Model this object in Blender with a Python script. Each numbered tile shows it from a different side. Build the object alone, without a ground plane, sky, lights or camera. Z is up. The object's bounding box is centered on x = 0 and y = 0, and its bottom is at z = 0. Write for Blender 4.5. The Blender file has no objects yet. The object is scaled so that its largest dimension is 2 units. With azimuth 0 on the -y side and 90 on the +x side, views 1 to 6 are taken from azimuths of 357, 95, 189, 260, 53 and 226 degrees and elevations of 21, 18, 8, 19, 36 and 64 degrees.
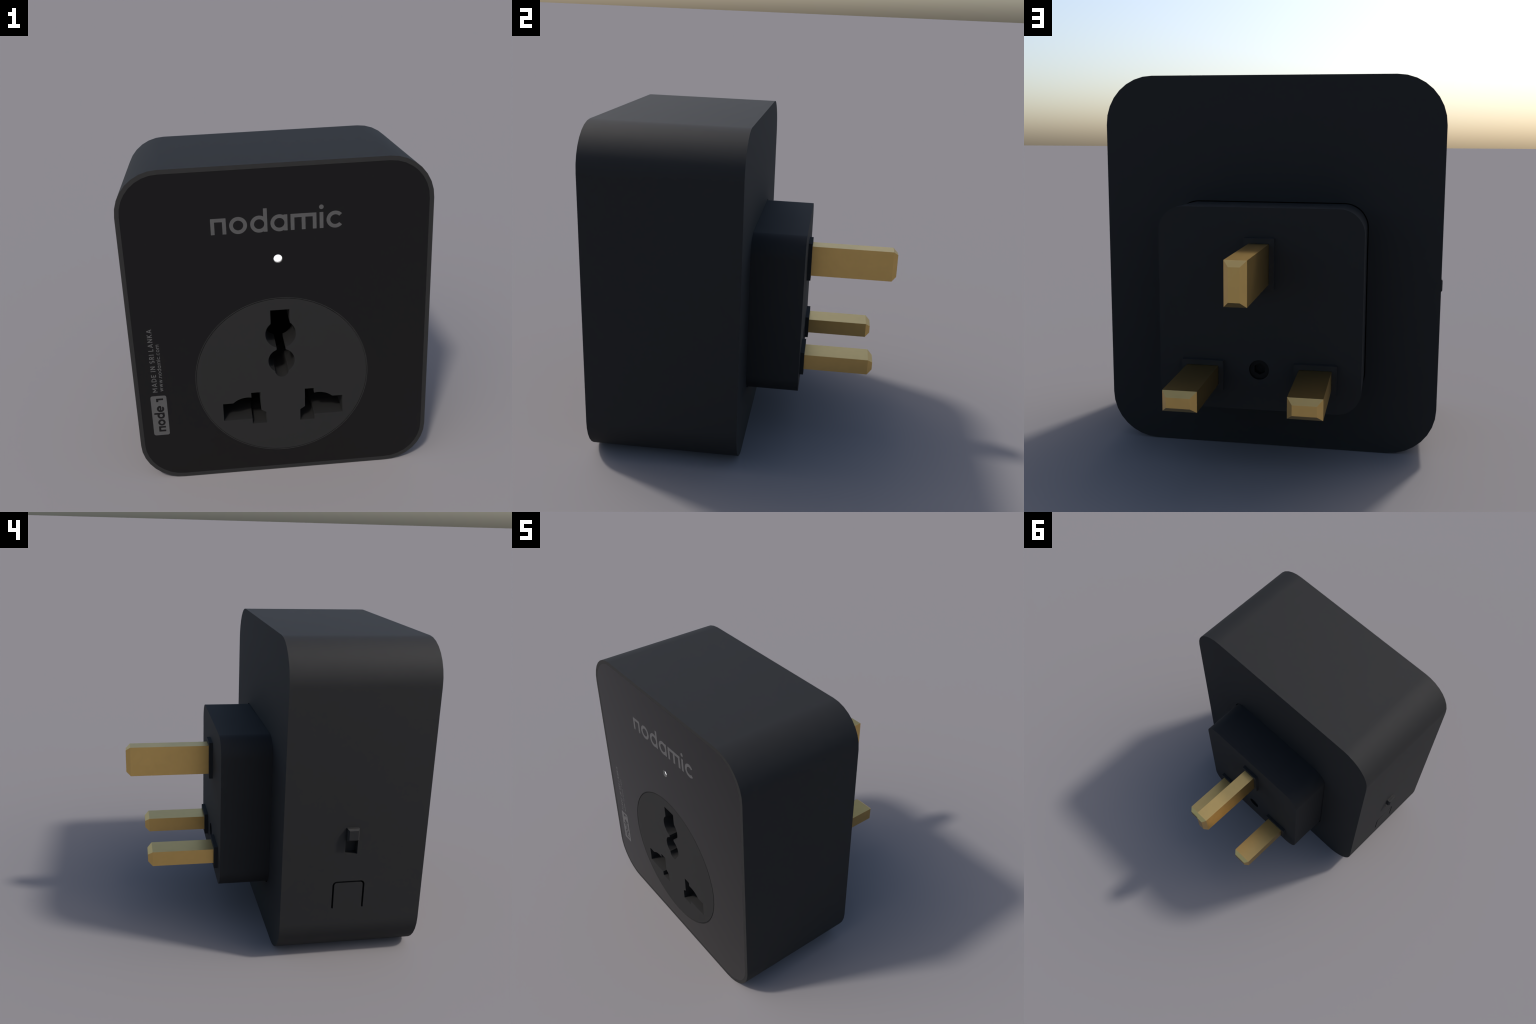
"""A square black smart-plug adapter: universal socket in front, three brass pins behind.
Frame: metres, z up, front faces -y, pins point to +y.  1 mm of the real thing = 0.025."""
import math
import bpy
import bmesh
from mathutils import Vector
from mathutils.geometry import delaunay_2d_cdt

# ------------------------------------------------------------------ main sizes
CX = 0.0165                      # the case sits off centre because the switch knob sticks out at -x
HALF_W, HEIGHT = 0.8965, 2.0
LEFT, RIGHT = CX - HALF_W, CX + HALF_W
FRONT, BACK = -0.8985, -0.0017
CORNER, CORNER_STEPS = 0.2555, 8
RIM = 0.0255                     # rim of the case around the front plate
BLOCK_HALF, BLOCK_MID, BLOCK_CORNER, BLOCK_FACE = 0.511, 0.8305, 0.122, 0.321
SOCKET_MID, SOCKET_R = 0.670, 0.5180
RING_R = 0.5270


# ------------------------------------------------------------------ 2D outlines
def arc(cx, cy, r, a0, a1, n):
    return [(cx + r * math.cos(math.radians(a0 + (a1 - a0) * i / n)),
             cy + r * math.sin(math.radians(a0 + (a1 - a0) * i / n))) for i in range(n + 1)]


def circle(cx, cy, r, n=96):
    return arc(cx, cy, r, 0, 360, n)[:-1]


def rect(x0, y0, x1, y1):
    return [(x0, y0), (x1, y0), (x1, y1), (x0, y1)]


def rounded(x0, y0, x1, y1, r, n):
    return (arc(x1 - r, y1 - r, r, 0, 90, n) + arc(x0 + r, y1 - r, r, 90, 180, n)
            + arc(x0 + r, y0 + r, r, 180, 270, n) + arc(x1 - r, y0 + r, r, 270, 360, n))


def bar(x0, y0, x1, y1, w):
    """straight stroke of width w with square butt ends"""
    dx, dy = x1 - x0, y1 - y0
    k = w / 2 / math.hypot(dx, dy)
    nx, ny = -dy * k, dx * k
    return [(x0 + nx, y0 + ny), (x0 - nx, y0 - ny), (x1 - nx, y1 - ny), (x1 + nx, y1 + ny)]


def bow(cx, cy, r, w, a0, a1, n=40):
    """arc-shaped stroke: ring sector of mid radius r"""
    return arc(cx, cy, r + w / 2, a0, a1, n) + arc(cx, cy, r - w / 2, a1, a0, n)


def planar(add, cut=()):
    """union of outlines `add` minus outlines `cut`: 2D points, faces, oriented border edges"""
    pts, faces = [], []
    for poly in list(add) + list(cut):
        if sum(a[0] * b[1] - b[0] * a[1] for a, b in zip(poly, list(poly[1:]) + [poly[0]])) < 0:
            poly = list(poly)[::-1]                            # all outlines anticlockwise
        faces.append(list(range(len(pts), len(pts) + len(poly))))
        pts += [Vector(p) for p in poly]
    v, _, f, _, _, of = delaunay_2d_cdt(pts, [], faces, 1, 1e-6)
    keep = [tuple(t) for t, o in zip(f, of)
            if any(i < len(add) for i in o) and not any(i >= len(add) for i in o)]
    sides = {}
    for t in keep:
        for i in range(len(t)):
            sides[(t[i], t[(i + 1) % len(t)])] = True
    border = [e for e in sides if (e[1], e[0]) not in sides]
    return [tuple(p) for p in v], keep, border


class Shell:
    """collects flat patches and walls of a part, then welds them"""

    def __init__(self):
        self.v, self.f, self.m = [], [], []

    def patch(self, shape, place, slot=0):
        pts, faces, _ = shape
        o = len(self.v)
        self.v += [place(*p) for p in pts]
        self.f += [tuple(o + i for i in t) for t in faces]
        self.m += [slot] * len(faces)

    def wall(self, shape, place_a, place_b, slot=0):
        pts, _, border = shape
        for a, b in border:
            o = len(self.v)
            self.v += [place_a(*pts[a]), place_a(*pts[b]), place_b(*pts[b]), place_b(*pts[a])]
            self.f.append((o, o + 1, o + 2, o + 3))
            self.m.append(slot)

    def pocket(self, outline, place, floor, slot=0):
        s = planar([outline])
        self.wall(s, place, floor, slot)
        self.patch(s, floor, slot)

    def prism(self, shape, place_a, place_b, slot=0):
        self.patch(shape, place_a, slot)
        self.patch(shape, place_b, slot)
        self.wall(shape, place_a, place_b, slot)

    def loft(self, *rings):
        """closed solid through rings of equal length"""
        n = len(rings[0])
        o = len(self.v)
        for r in rings:
            self.v += r
        for k in range(len(rings) - 1):
            for i in range(n):
                j = (i + 1) % n
                self.f.append((o + k * n + i, o + k * n + j, o + (k + 1) * n + j, o + (k + 1) * n + i))
        self.f.append(tuple(o + i for i in range(n)))
        self.f.append(tuple(o + (len(rings) - 1) * n + i for i in range(n)))
        self.m += [0] * (n * (len(rings) - 1) + 2)

    def build(self, name, parent, *materials, smooth=30):
        me = bpy.data.meshes.new(name)
        me.from_pydata(self.v, [], self.f)
        for m in materials:
            me.materials.append(m)
        me.polygons.foreach_set("material_index", self.m)
        bm = bmesh.new()
        bm.from_mesh(me)
        bmesh.ops.remove_doubles(bm, verts=bm.verts, dist=2e-6)
        bmesh.ops.recalc_face_normals(bm, faces=bm.faces)
        bm.to_mesh(me)
        bm.free()
        me.polygons.foreach_set("use_smooth", [True] * len(me.polygons))
        me.set_sharp_from_angle(angle=math.radians(smooth))
        ob = bpy.data.objects.new(name, me)
        bpy.context.scene.collection.objects.link(ob)
        ob.parent = parent
        wn = ob.modifiers.new("flat_faces_first", "WEIGHTED_NORMAL")
        wn.keep_sharp = True
        wn.weight = 50
        return ob


def at_y(y):
    return lambda x, z: (x, y, z)


def at_x(x):
    return lambda y, z: (x, y, z)


# ------------------------------------------------------------------ materials
def plastic(name, colour, rough, grain=0.06, specular=0.5):
    """moulded plastic: even colour with a very faint mottling and a fine matt grain"""
    mat = bpy.data.materials.new(name)
    mat.use_nodes = True
    nt = mat.node_tree
    bsdf = nt.nodes["Principled BSDF"]
    co = nt.nodes.new("ShaderNodeTexCoord")
    no = nt.nodes.new("ShaderNodeTexNoise")
    no.inputs["Scale"].default_value = 22
    no.inputs["Detail"].default_value = 4
    ramp = nt.nodes.new("ShaderNodeValToRGB")
    ramp.color_ramp.elements[0].position, ramp.color_ramp.elements[1].position = 0.3, 0.7
    ramp.color_ramp.elements[0].color = (*[c * (1 - grain) for c in colour], 1)
    ramp.color_ramp.elements[1].color = (*[c * (1 + grain) for c in colour], 1)
    nt.links.new(co.outputs["Object"], no.inputs["Vector"])
    nt.links.new(no.outputs["Fac"], ramp.inputs["Fac"])
    nt.links.new(ramp.outputs["Color"], bsdf.inputs["Base Color"])
    bsdf.inputs["Roughness"].default_value = rough
    bsdf.inputs["Specular IOR Level"].default_value = specular
    return mat


def brass(name):
    mat = plastic(name, (0.695, 0.468, 0.163), 0.345, 0.02)
    mat.node_tree.nodes["Principled BSDF"].inputs["Metallic"].default_value = 1.0
    return mat


CASE = plastic("black_plastic", (0.0050, 0.0050, 0.0050), 0.78)
PLATE = plastic("glossy_black_panel", (0.0007, 0.0007, 0.0007), 0.07)
SOCKET = plastic("charcoal_plastic", (0.0026, 0.0026, 0.0026), 0.75)
INK = plastic("grey_print", (0.064, 0.064, 0.064), 0.07)
SHADE_BLACK = plastic("painted_shade_black", (0.001, 0.001, 0.001), 0.9, specular=0.1)
SCREW = plastic("black_steel", (0.0022, 0.0022, 0.0022), 0.6, specular=0.2)
LED_WALL = plastic("mid_grey_wall", (0.055, 0.055, 0.055), 0.5)
BRASS = brass("brass")
LAMP = plastic("lit_diffuser", (0.9, 0.9, 0.9), 0.4, 0.0)
_b = LAMP.node_tree.nodes["Principled BSDF"]
_b.inputs["Emission Color"].default_value = (1, 1, 1, 1)
_b.inputs["Emission Strength"].default_value = 0.9

root = bpy.data.objects.new("plug_adapter", None)
bpy.context.scene.collection.objects.link(root)
root["label"] = "black square plug adapter with universal socket and brass pins"
root["category"] = "plug adapter"

# ------------------------------------------------------------------ housing
outer = rounded(LEFT, 0, RIGHT, HEIGHT, CORNER, CORNER_STEPS)
inner = rounded(LEFT + RIM, RIM, RIGHT - RIM, HEIGHT - RIM, CORNER - RIM, CORNER_STEPS)
GAP = 0.006
block_hole = rounded(CX - BLOCK_HALF - GAP, BLOCK_MID - BLOCK_HALF - GAP, CX + BLOCK_HALF + GAP,
                     BLOCK_MID + BLOCK_HALF + GAP, BLOCK_CORNER + GAP, 12)

housing = Shell()
# side walls all round, except the flat left side, which carries the switch slot and the flap groove
for i, (a, b) in enumerate(zip(outer, outer[1:] + outer[:1])):
    if abs(a[0] - LEFT) < 1e-9 and abs(b[0] - LEFT) < 1e-9:
        continue
    housing.f.append(tuple(len(housing.v) + k for k in range(4)))
    housing.v += [(a[0], FRONT, a[1]), (b[0], FRONT, b[1]), (b[0], BACK, b[1]), (a[0], BACK, a[1])]
    housing.m.append(0)
housing.patch(planar([outer], [inner]), at_y(FRONT))
bore = circle(CX, SOCKET_MID, RING_R + 0.004, 96)            # room for the socket behind the plate
housing.wall(planar([inner]), at_y(FRONT), at_y(FRONT + 0.06))
housing.patch(planar([inner], [bore]), at_y(FRONT + 0.06))
housing.pocket(bore, at_y(FRONT + 0.06), at_y(-0.40))
housing.patch(planar([outer], [block_hole]), at_y(BACK))
housing.pocket(block_hole, at_y(BACK), at_y(BACK - 0.014), 1)  # gap round the block coloured near-black to deepen its shadow line

SLIDE_Y, SLOT_HALF = -0.4255, 0.0385          # slide switch, on the left side
SLOT_LOW, SLOT_HIGH = 0.720, 0.8945
FLAP_Y, FLAP_HALF, FLAP_TOP, FLAP_LOW, GROOVE = -0.4246, 0.1020, 0.5385, 0.3600, 0.0118
slot = rect(SLIDE_Y - SLOT_HALF, SLOT_LOW, SLIDE_Y + SLOT_HALF, SLOT_HIGH)
R1, R0 = 0.026, 0.026 - GROOVE
yl, yr = FLAP_Y - FLAP_HALF, FLAP_Y + FLAP_HALF
groove = (arc(yl + GROOVE / 2, FLAP_LOW, GROOVE / 2, 0, -180, 8)
          + arc(yl + R1, FLAP_TOP - R1, R1, 180, 90, 8) + arc(yr - R1, FLAP_TOP - R1, R1, 90, 0, 8)
          + arc(yr - GROOVE / 2, FLAP_LOW, GROOVE / 2, 0, -180, 8)
          + arc(yr - R1, FLAP_TOP - R1, R0, 0, 90, 8) + arc(yl + R1, FLAP_TOP - R1, R0, 90, 180, 8))
side = rect(FRONT, CORNER, BACK, HEIGHT - CORNER)
housing.patch(planar([side], [slot, groove]), at_x(LEFT))
housing.pocket(slot, at_x(LEFT), at_x(LEFT + 0.050))
housing.pocket(groove, at_x(LEFT), at_x(LEFT + 0.12))
case = housing.build("housing", root, CASE, SHADE_BLACK)

knob = Shell()
KY, KZ, KH, KV = SLIDE_Y, 0.8560, 0.0375, 0.0395


def knob_ring(x, inset):
    return [(x, y, z) for y, z in rect(KY - KH + inset, KZ - KV + inset, KY + KH - inset, KZ + KV - inset)]


knob.loft(knob_ring(LEFT + 0.049, 0), knob_ring(-RIGHT + 0.0115, 0.0), knob_ring(-RIGHT, 0.0100))
knob.build("slide_switch", case, CASE, smooth=5)

# ------------------------------------------------------------------ front plate, lamp
LED_Z, LED_R = 1.4395, 0.0268
plate = Shell()
slim = 0.0003
plate_shape = planar([rounded(LEFT + RIM + slim, RIM + slim, RIGHT - RIM - slim, HEIGHT - RIM - slim,
                              CORNER - RIM - slim, CORNER_STEPS)],
                     [circle(CX, SOCKET_MID, RING_R, 128), circle(CX, LED_Z, LED_R, 48)])
plate.prism(plate_shape, at_y(FRONT), at_y(FRONT + 0.04))
plate_ob = plate.build("front_plate", root, PLATE)

led_wall = Shell()
led_wall.prism(planar([circle(CX, LED_Z, LED_R - slim, 48)], [circle(CX, LED_Z, LED_R - 0.0022, 48)]),
           at_y(FRONT + 0.0008), at_y(FRONT + 0.04))
led_wall.build("led_hole_wall", plate_ob, LED_WALL)
lamp = Shell()
lamp.prism(planar([circle(CX, LED_Z, LED_R - 0.0024, 48)]), at_y(FRONT + 0.0165), at_y(FRONT + 0.038))
lamp.build("status_light", plate_ob, LAMP)

# ------------------------------------------------------------------ socket
ring = Shell()
ring.prism(planar([circle(CX, SOCKET_MID, RING_R - slim, 128)], [circle(CX, SOCKET_MID, SOCKET_R + 0.0045, 128)]),
           at_y(FRONT), at_y(FRONT + 0.05))
ring.prism(planar([circle(CX, SOCKET_MID, SOCKET_R + 0.0050, 128)], [circle(CX, SOCKET_MID, SOCKET_R + 0.0002, 128)]),
           at_y(FRONT + 0.005), at_y(FRONT + 0.045))
ring.build("socket_ring", root, CASE)

DEEP = 0.178
holes = [
    rect(CX - 0.0572, 0.9600, CX + 0.0572, 1.1170),            # flat earth slot
    circle(CX, 0.9580, 0.0915, 64),                            # large round earth hole
    rect(CX - 0.0277, 0.7800, CX + 0.0277, 0.9580),            # link between the round holes
    circle(CX, 0.7790, 0.0800, 64),                            # small round earth hole
    rect(CX - 0.0405, 0.7085, CX + 0.0405, 0.7790),            # its tail with a round end
    circle(CX, 0.7085, 0.0405, 48),
]
for s in (-1, 1):                                              # live and neutral, mirrored
    def m(pts):
        return [(CX + s * x, z) for x, z in pts]
    holes += [
        m(rect(0.1000 + 0.0360, 0.3868, 0.3705, 0.5062)),      # wide blade slot
        m(arc(0.2200, 0.4125, 0.1280, 47.2, 101.7, 24) + [(0.188, 0.5375), (0.188, 0.45), (0.307, 0.45)]),   # round pin, upper arc
        m([(0.1370, 0.5710), (0.1370, 0.4478), (0.1057, 0.4268), (0.1057, 0.3503), (0.1938, 0.3503), (0.1938, 0.5710)]),
    ]
socket = Shell()
disc_shape = planar([circle(CX, SOCKET_MID, SOCKET_R, 128)], holes)
socket.prism(disc_shape, at_y(FRONT), at_y(FRONT + DEEP))
socket_ob = socket.build("socket_face", root, SOCKET)
# behind the face the power slots and the tail of the earth hole run on deeper; the round holes open into a void
guide = Shell()
guide.prism(planar([circle(CX, SOCKET_MID, SOCKET_R - 0.004, 96)],
                   holes[6:] + [rect(CX - 0.115, 0.7085, CX + 0.115, 1.15), holes[5]]),
            at_y(FRONT + DEEP + 0.0004), at_y(FRONT + 0.40))
guide.build("contact_guide", socket_ob, SOCKET)
shade_disc = Shell()
shade_disc.prism(planar([circle(CX, SOCKET_MID, SOCKET_R - 0.004, 96)]), at_y(-0.435), at_y(-0.405))  # disc painted black as the darkness deep inside the socket holes
shade_disc.build("socket_shade_disc", socket_ob, SHADE_BLACK)

# ------------------------------------------------------------------ plug block on the back
PIN_SPREAD, PIN_Z, EARTH_Z = 0.2845, 0.4970, 1.0675
COLLAR_FACE = BLOCK_FACE + 0.0245
SCREW_Z, SCREW_R = 0.5285, 0.0505
block = Shell()
block_out = rounded(CX - BLOCK_HALF, BLOCK_MID - BLOCK_HALF, CX + BLOCK_HALF, BLOCK_MID + BLOCK_HALF, BLOCK_CORNER, 12)
screw_hole = circle(CX, SCREW_Z, SCREW_R, 48)
s = planar([block_out])
block.patch(planar([block_out], [screw_hole]), at_y(BLOCK_FACE))
block.wall(s, at_y(BLOCK_FACE), at_y(BACK - 0.0135))
block.patch(s, at_y(BACK - 0.0135))
block.pocket(screw_hole, at_y(BLOCK_FACE), at_y(BLOCK_FACE - 0.09), 1)  # hole wall in the same near-black as the screw head
block_ob = block.build("plug_block", root, CASE, SCREW)

screw = Shell()
head = circle(CX, SCREW_Z, SCREW_R - 0.0004, 48)
hexagon = [(CX + 0.0305 * math.sin(math.radians(60 * i)), SCREW_Z + 0.0305 * math.cos(math.radians(60 * i))) for i in range(6)]
s = planar([head])
screw.patch(planar([head], [hexagon]), at_y(BLOCK_FACE - 0.018))
screw.wall(s, at_y(BLOCK_FACE - 0.018), at_y(BLOCK_FACE - 0.089))
screw.patch(s, at_y(BLOCK_FACE - 0.089))
screw.pocket(hexagon, at_y(BLOCK_FACE - 0.018), at_y(BLOCK_FACE - 0.052))
screw.build("screw", block_ob, SCREW)


def pin(name, x, z, hx, hz, length):
    collar = Shell()
    collar.prism(planar([rect(x - hx - 0.0255, z - hz - 0.0265, x + hx + 0.0255, z + hz + 0.0265)],
                        [rect(x - hx - 0.001, z - hz - 0.001, x + hx + 0.001, z + hz + 0.001)]),
                 at_y(COLLAR_FACE), at_y(BLOCK_FACE - 0.012))
    collar.build("pin_collar", block_ob, CASE)
    p = Shell()

    def sec(y, inset):
        return [(a, y, b) for a, b in rect(x - hx + inset, z - hz + inset, x + hx - inset, z + hz - inset)]
    p.loft(sec(BLOCK_FACE - 0.01, 0), sec(length - 0.0295, 0), sec(length, 0.025))
    return p.build(name, block_ob, BRASS, smooth=5)


pin("earth_pin", CX, EARTH_Z, 0.0500, 0.1000, 0.8985)
for sx in (1, -1):
    pin("power_pin", CX + sx * PIN_SPREAD, PIN_Z, 0.0803, 0.0493, 0.775)


# ------------------------------------------------------------------ lettering
# Geometric letters from straight strokes and bows; unit = x-height (lower case) or cap height (capitals),
# t = stroke width.  Each entry returns (outlines, width).
def glyph(c, t):
    r = 0.5 + 0.03 - t / 2                                     # mid radius of the round letters
    R = r + t / 2
    h = t / 2
    stem = R * 1.92
    if c == "n":
        return [rect(0, 0, t, 1), rect(0.92 - t, 0, 0.92, 1), rect(0, 1 - t, 0.92, 1)], 0.92
    if c == "m":
        w = 1.55
        return [rect(0, 0, t, 1), rect(w / 2 - h, 0, w / 2 + h, 1), rect(w - t, 0, w, 1), rect(0, 1 - t, w, 1)], w
    if c == "o":
        return [bow(R, 0.5, r, t, 0, 180), bow(R, 0.5, r, t, 180, 360)], 2 * R
    if c in "da":                                              # bowl closed by a stem that follows the round counter
        top = 1.455 if c == "d" else 1.0
        cut = math.degrees(math.acos((stem - t - R) / (r - h)))
        post = [(stem - t, 0), (stem, 0), (stem, top), (stem - t, top)] + arc(R, 0.5, r - h, cut, -cut, 12)
        return [bow(R, 0.5, r, t, 23, 337), post], stem
    if c == "i":
        return [rect(0, 0, t, 1), circle(h, 1.325, t * 0.62, 24)], t
    if c == "c":
        return [bow(R, 0.5, r, t, 41, 319)], R * 1.76
    if c == "e":
        return [bow(R, 0.5, r, t, 0, 318), rect(t * 0.6, 0.5 - h * 0.8, 2 * R - h * 0.4, 0.5 + h * 0.8)], 2 * R
    if c == "1":
        return [rect(0.56 - t, 0, 0.56, 1), rect(0, 1 - t, 0.56, 1)], 0.56
    if c == "w":
        q, b = 0.31, h * 1.05
        return [bar(b, 1, b + q, 0, t), bar(b + q, 0, b + 2 * q, 1, t), bar(b + 2 * q, 1, b + 3 * q, 0, t),
                bar(b + 3 * q, 0, b + 4 * q, 1, t)], 2 * b + 4 * q
    if c == ".":
        return [circle(h, h, t * 0.6, 16)], t
    if c == "M":
        return [rect(0, 0, t, 1), rect(0.94 - t, 0, 0.94, 1), bar(h, 0.97, 0.47, 0.36, t), bar(0.94 - h, 0.97, 0.47, 0.36, t)], 0.94
    if c == "A":
        return [bar(h, 0, 0.44, 1, t), bar(0.88 - h, 0, 0.44, 1, t), rect(0.2, 0.24, 0.68, 0.24 + t * 0.9)], 0.88
    if c == "D":
        return [rect(0, 0, t, 1), rect(0, 0, 0.32, t), rect(0, 1 - t, 0.32, 1), bow(0.30, 0.5, 0.5 - h, t, -90, 90)], 0.80
    if c == "E":
        return [rect(0, 0, t, 1), rect(0, 0, 0.56, t), rect(0, 1 - t, 0.56, 1), rect(0, 0.5 - h, 0.5, 0.5 + h)], 0.56
    if c == "I":
        return [rect(0, 0, t, 1)], t
    if c == "N":
        return [rect(0, 0, t, 1), rect(0.76 - t, 0, 0.76, 1), bar(h, 0.96, 0.76 - h, 0.04, t)], 0.76
    if c == "S":
        q = 0.25 - h / 2 + 0.015
        return [bow(0.29, 1.015 - h - q, q, t, 30, 270), bow(0.29, -0.015 + h + q, q, t, 90, -150)], 0.58
    if c == "R":
        return [rect(0, 0, t, 1), rect(0, 1 - t, 0.32, 1), rect(0, 0.42, 0.32, 0.42 + t),
                bow(0.31, 0.71, 0.29 - h, t, -90, 90), bar(0.26, 0.46, 0.57, 0, t)], 0.62
    if c == "L":
        return [rect(0, 0, t, 1), rect(0, 0, 0.52, t)], 0.52
    if c == "K":
        return [rect(0, 0, t, 1), bar(t * 0.8, 0.42, 0.60, 1, t), bar(0.24, 0.60, 0.66, 0, t)], 0.68
    return [], 0.14                                            # space


def lettering(words, t, gap, place):
    """set the words with even gaps; place maps unit text coordinates to the plate"""
    out, pen = [], 0.0
    for c in words:
        polys, width = glyph(c, t)
        out += [[place(pen + x, y) for x, y in p] for p in polys]
        pen += width + gap
    return out, pen - gap


def text_to(words, t, gap, length, place):
    """choose the letter gap so that the line is exactly `length` units long"""
    natural = lettering(words, t, gap, lambda x, y: (x, y))[1]
    gap += (length - natural) / (len(words) - 1)
    return lettering(words, t, gap, place)[0]


PROUD = FRONT - 0.0008


def print_part(name, shape):
    sh = Shell()
    sh.prism(shape, at_y(PROUD), at_y(FRONT + 0.002))
    return sh.build(name, plate_ob, INK)


# wordmark: x-height 0.0945, from x=-0.3555 to 0.3872 on a base line at z=1.6075
U = 0.0945
mark = text_to("nodamic", 0.0213 / U, 0.2, (0.3872 + 0.3555) / U, lambda x, y: (-0.3555 + U * x, 1.6075 + U * y))
print_part("wordmark", planar(mark))

# the small print runs upwards: text x -> +z, text y -> -x
ub = 0.0428
badge_text = text_to("node", 0.0128 / ub, 0.16, (0.5315 - 0.3465) / ub, lambda x, y: (-0.7150 - ub * y, 0.3465 + ub * x))
badge_text += lettering("1", 0.0128 / ub, 0.1, lambda x, y: (-0.7150 - ub * y, 0.5585 + ub * x))[0]
print_part("badge", planar([rounded(-0.7908, 0.3220, -0.6943, 0.6010, 0.013, 8)], badge_text))

uc = 0.0295
print_part("origin_print", planar(text_to("MADE IN SRI LANKA", 0.0046 / uc, 0.22, (1.0510 - 0.6270) / uc,
                                          lambda x, y: (-0.7430 - uc * y, 0.6270 + uc * x))))
uw = 0.0170
print_part("web_print", planar(text_to("www.nodamic.com", 0.0032 / uw, 0.25, (0.9480 - 0.6305) / uw,
                                       lambda x, y: (-0.7085 - uw * y, 0.6305 + uw * x))))
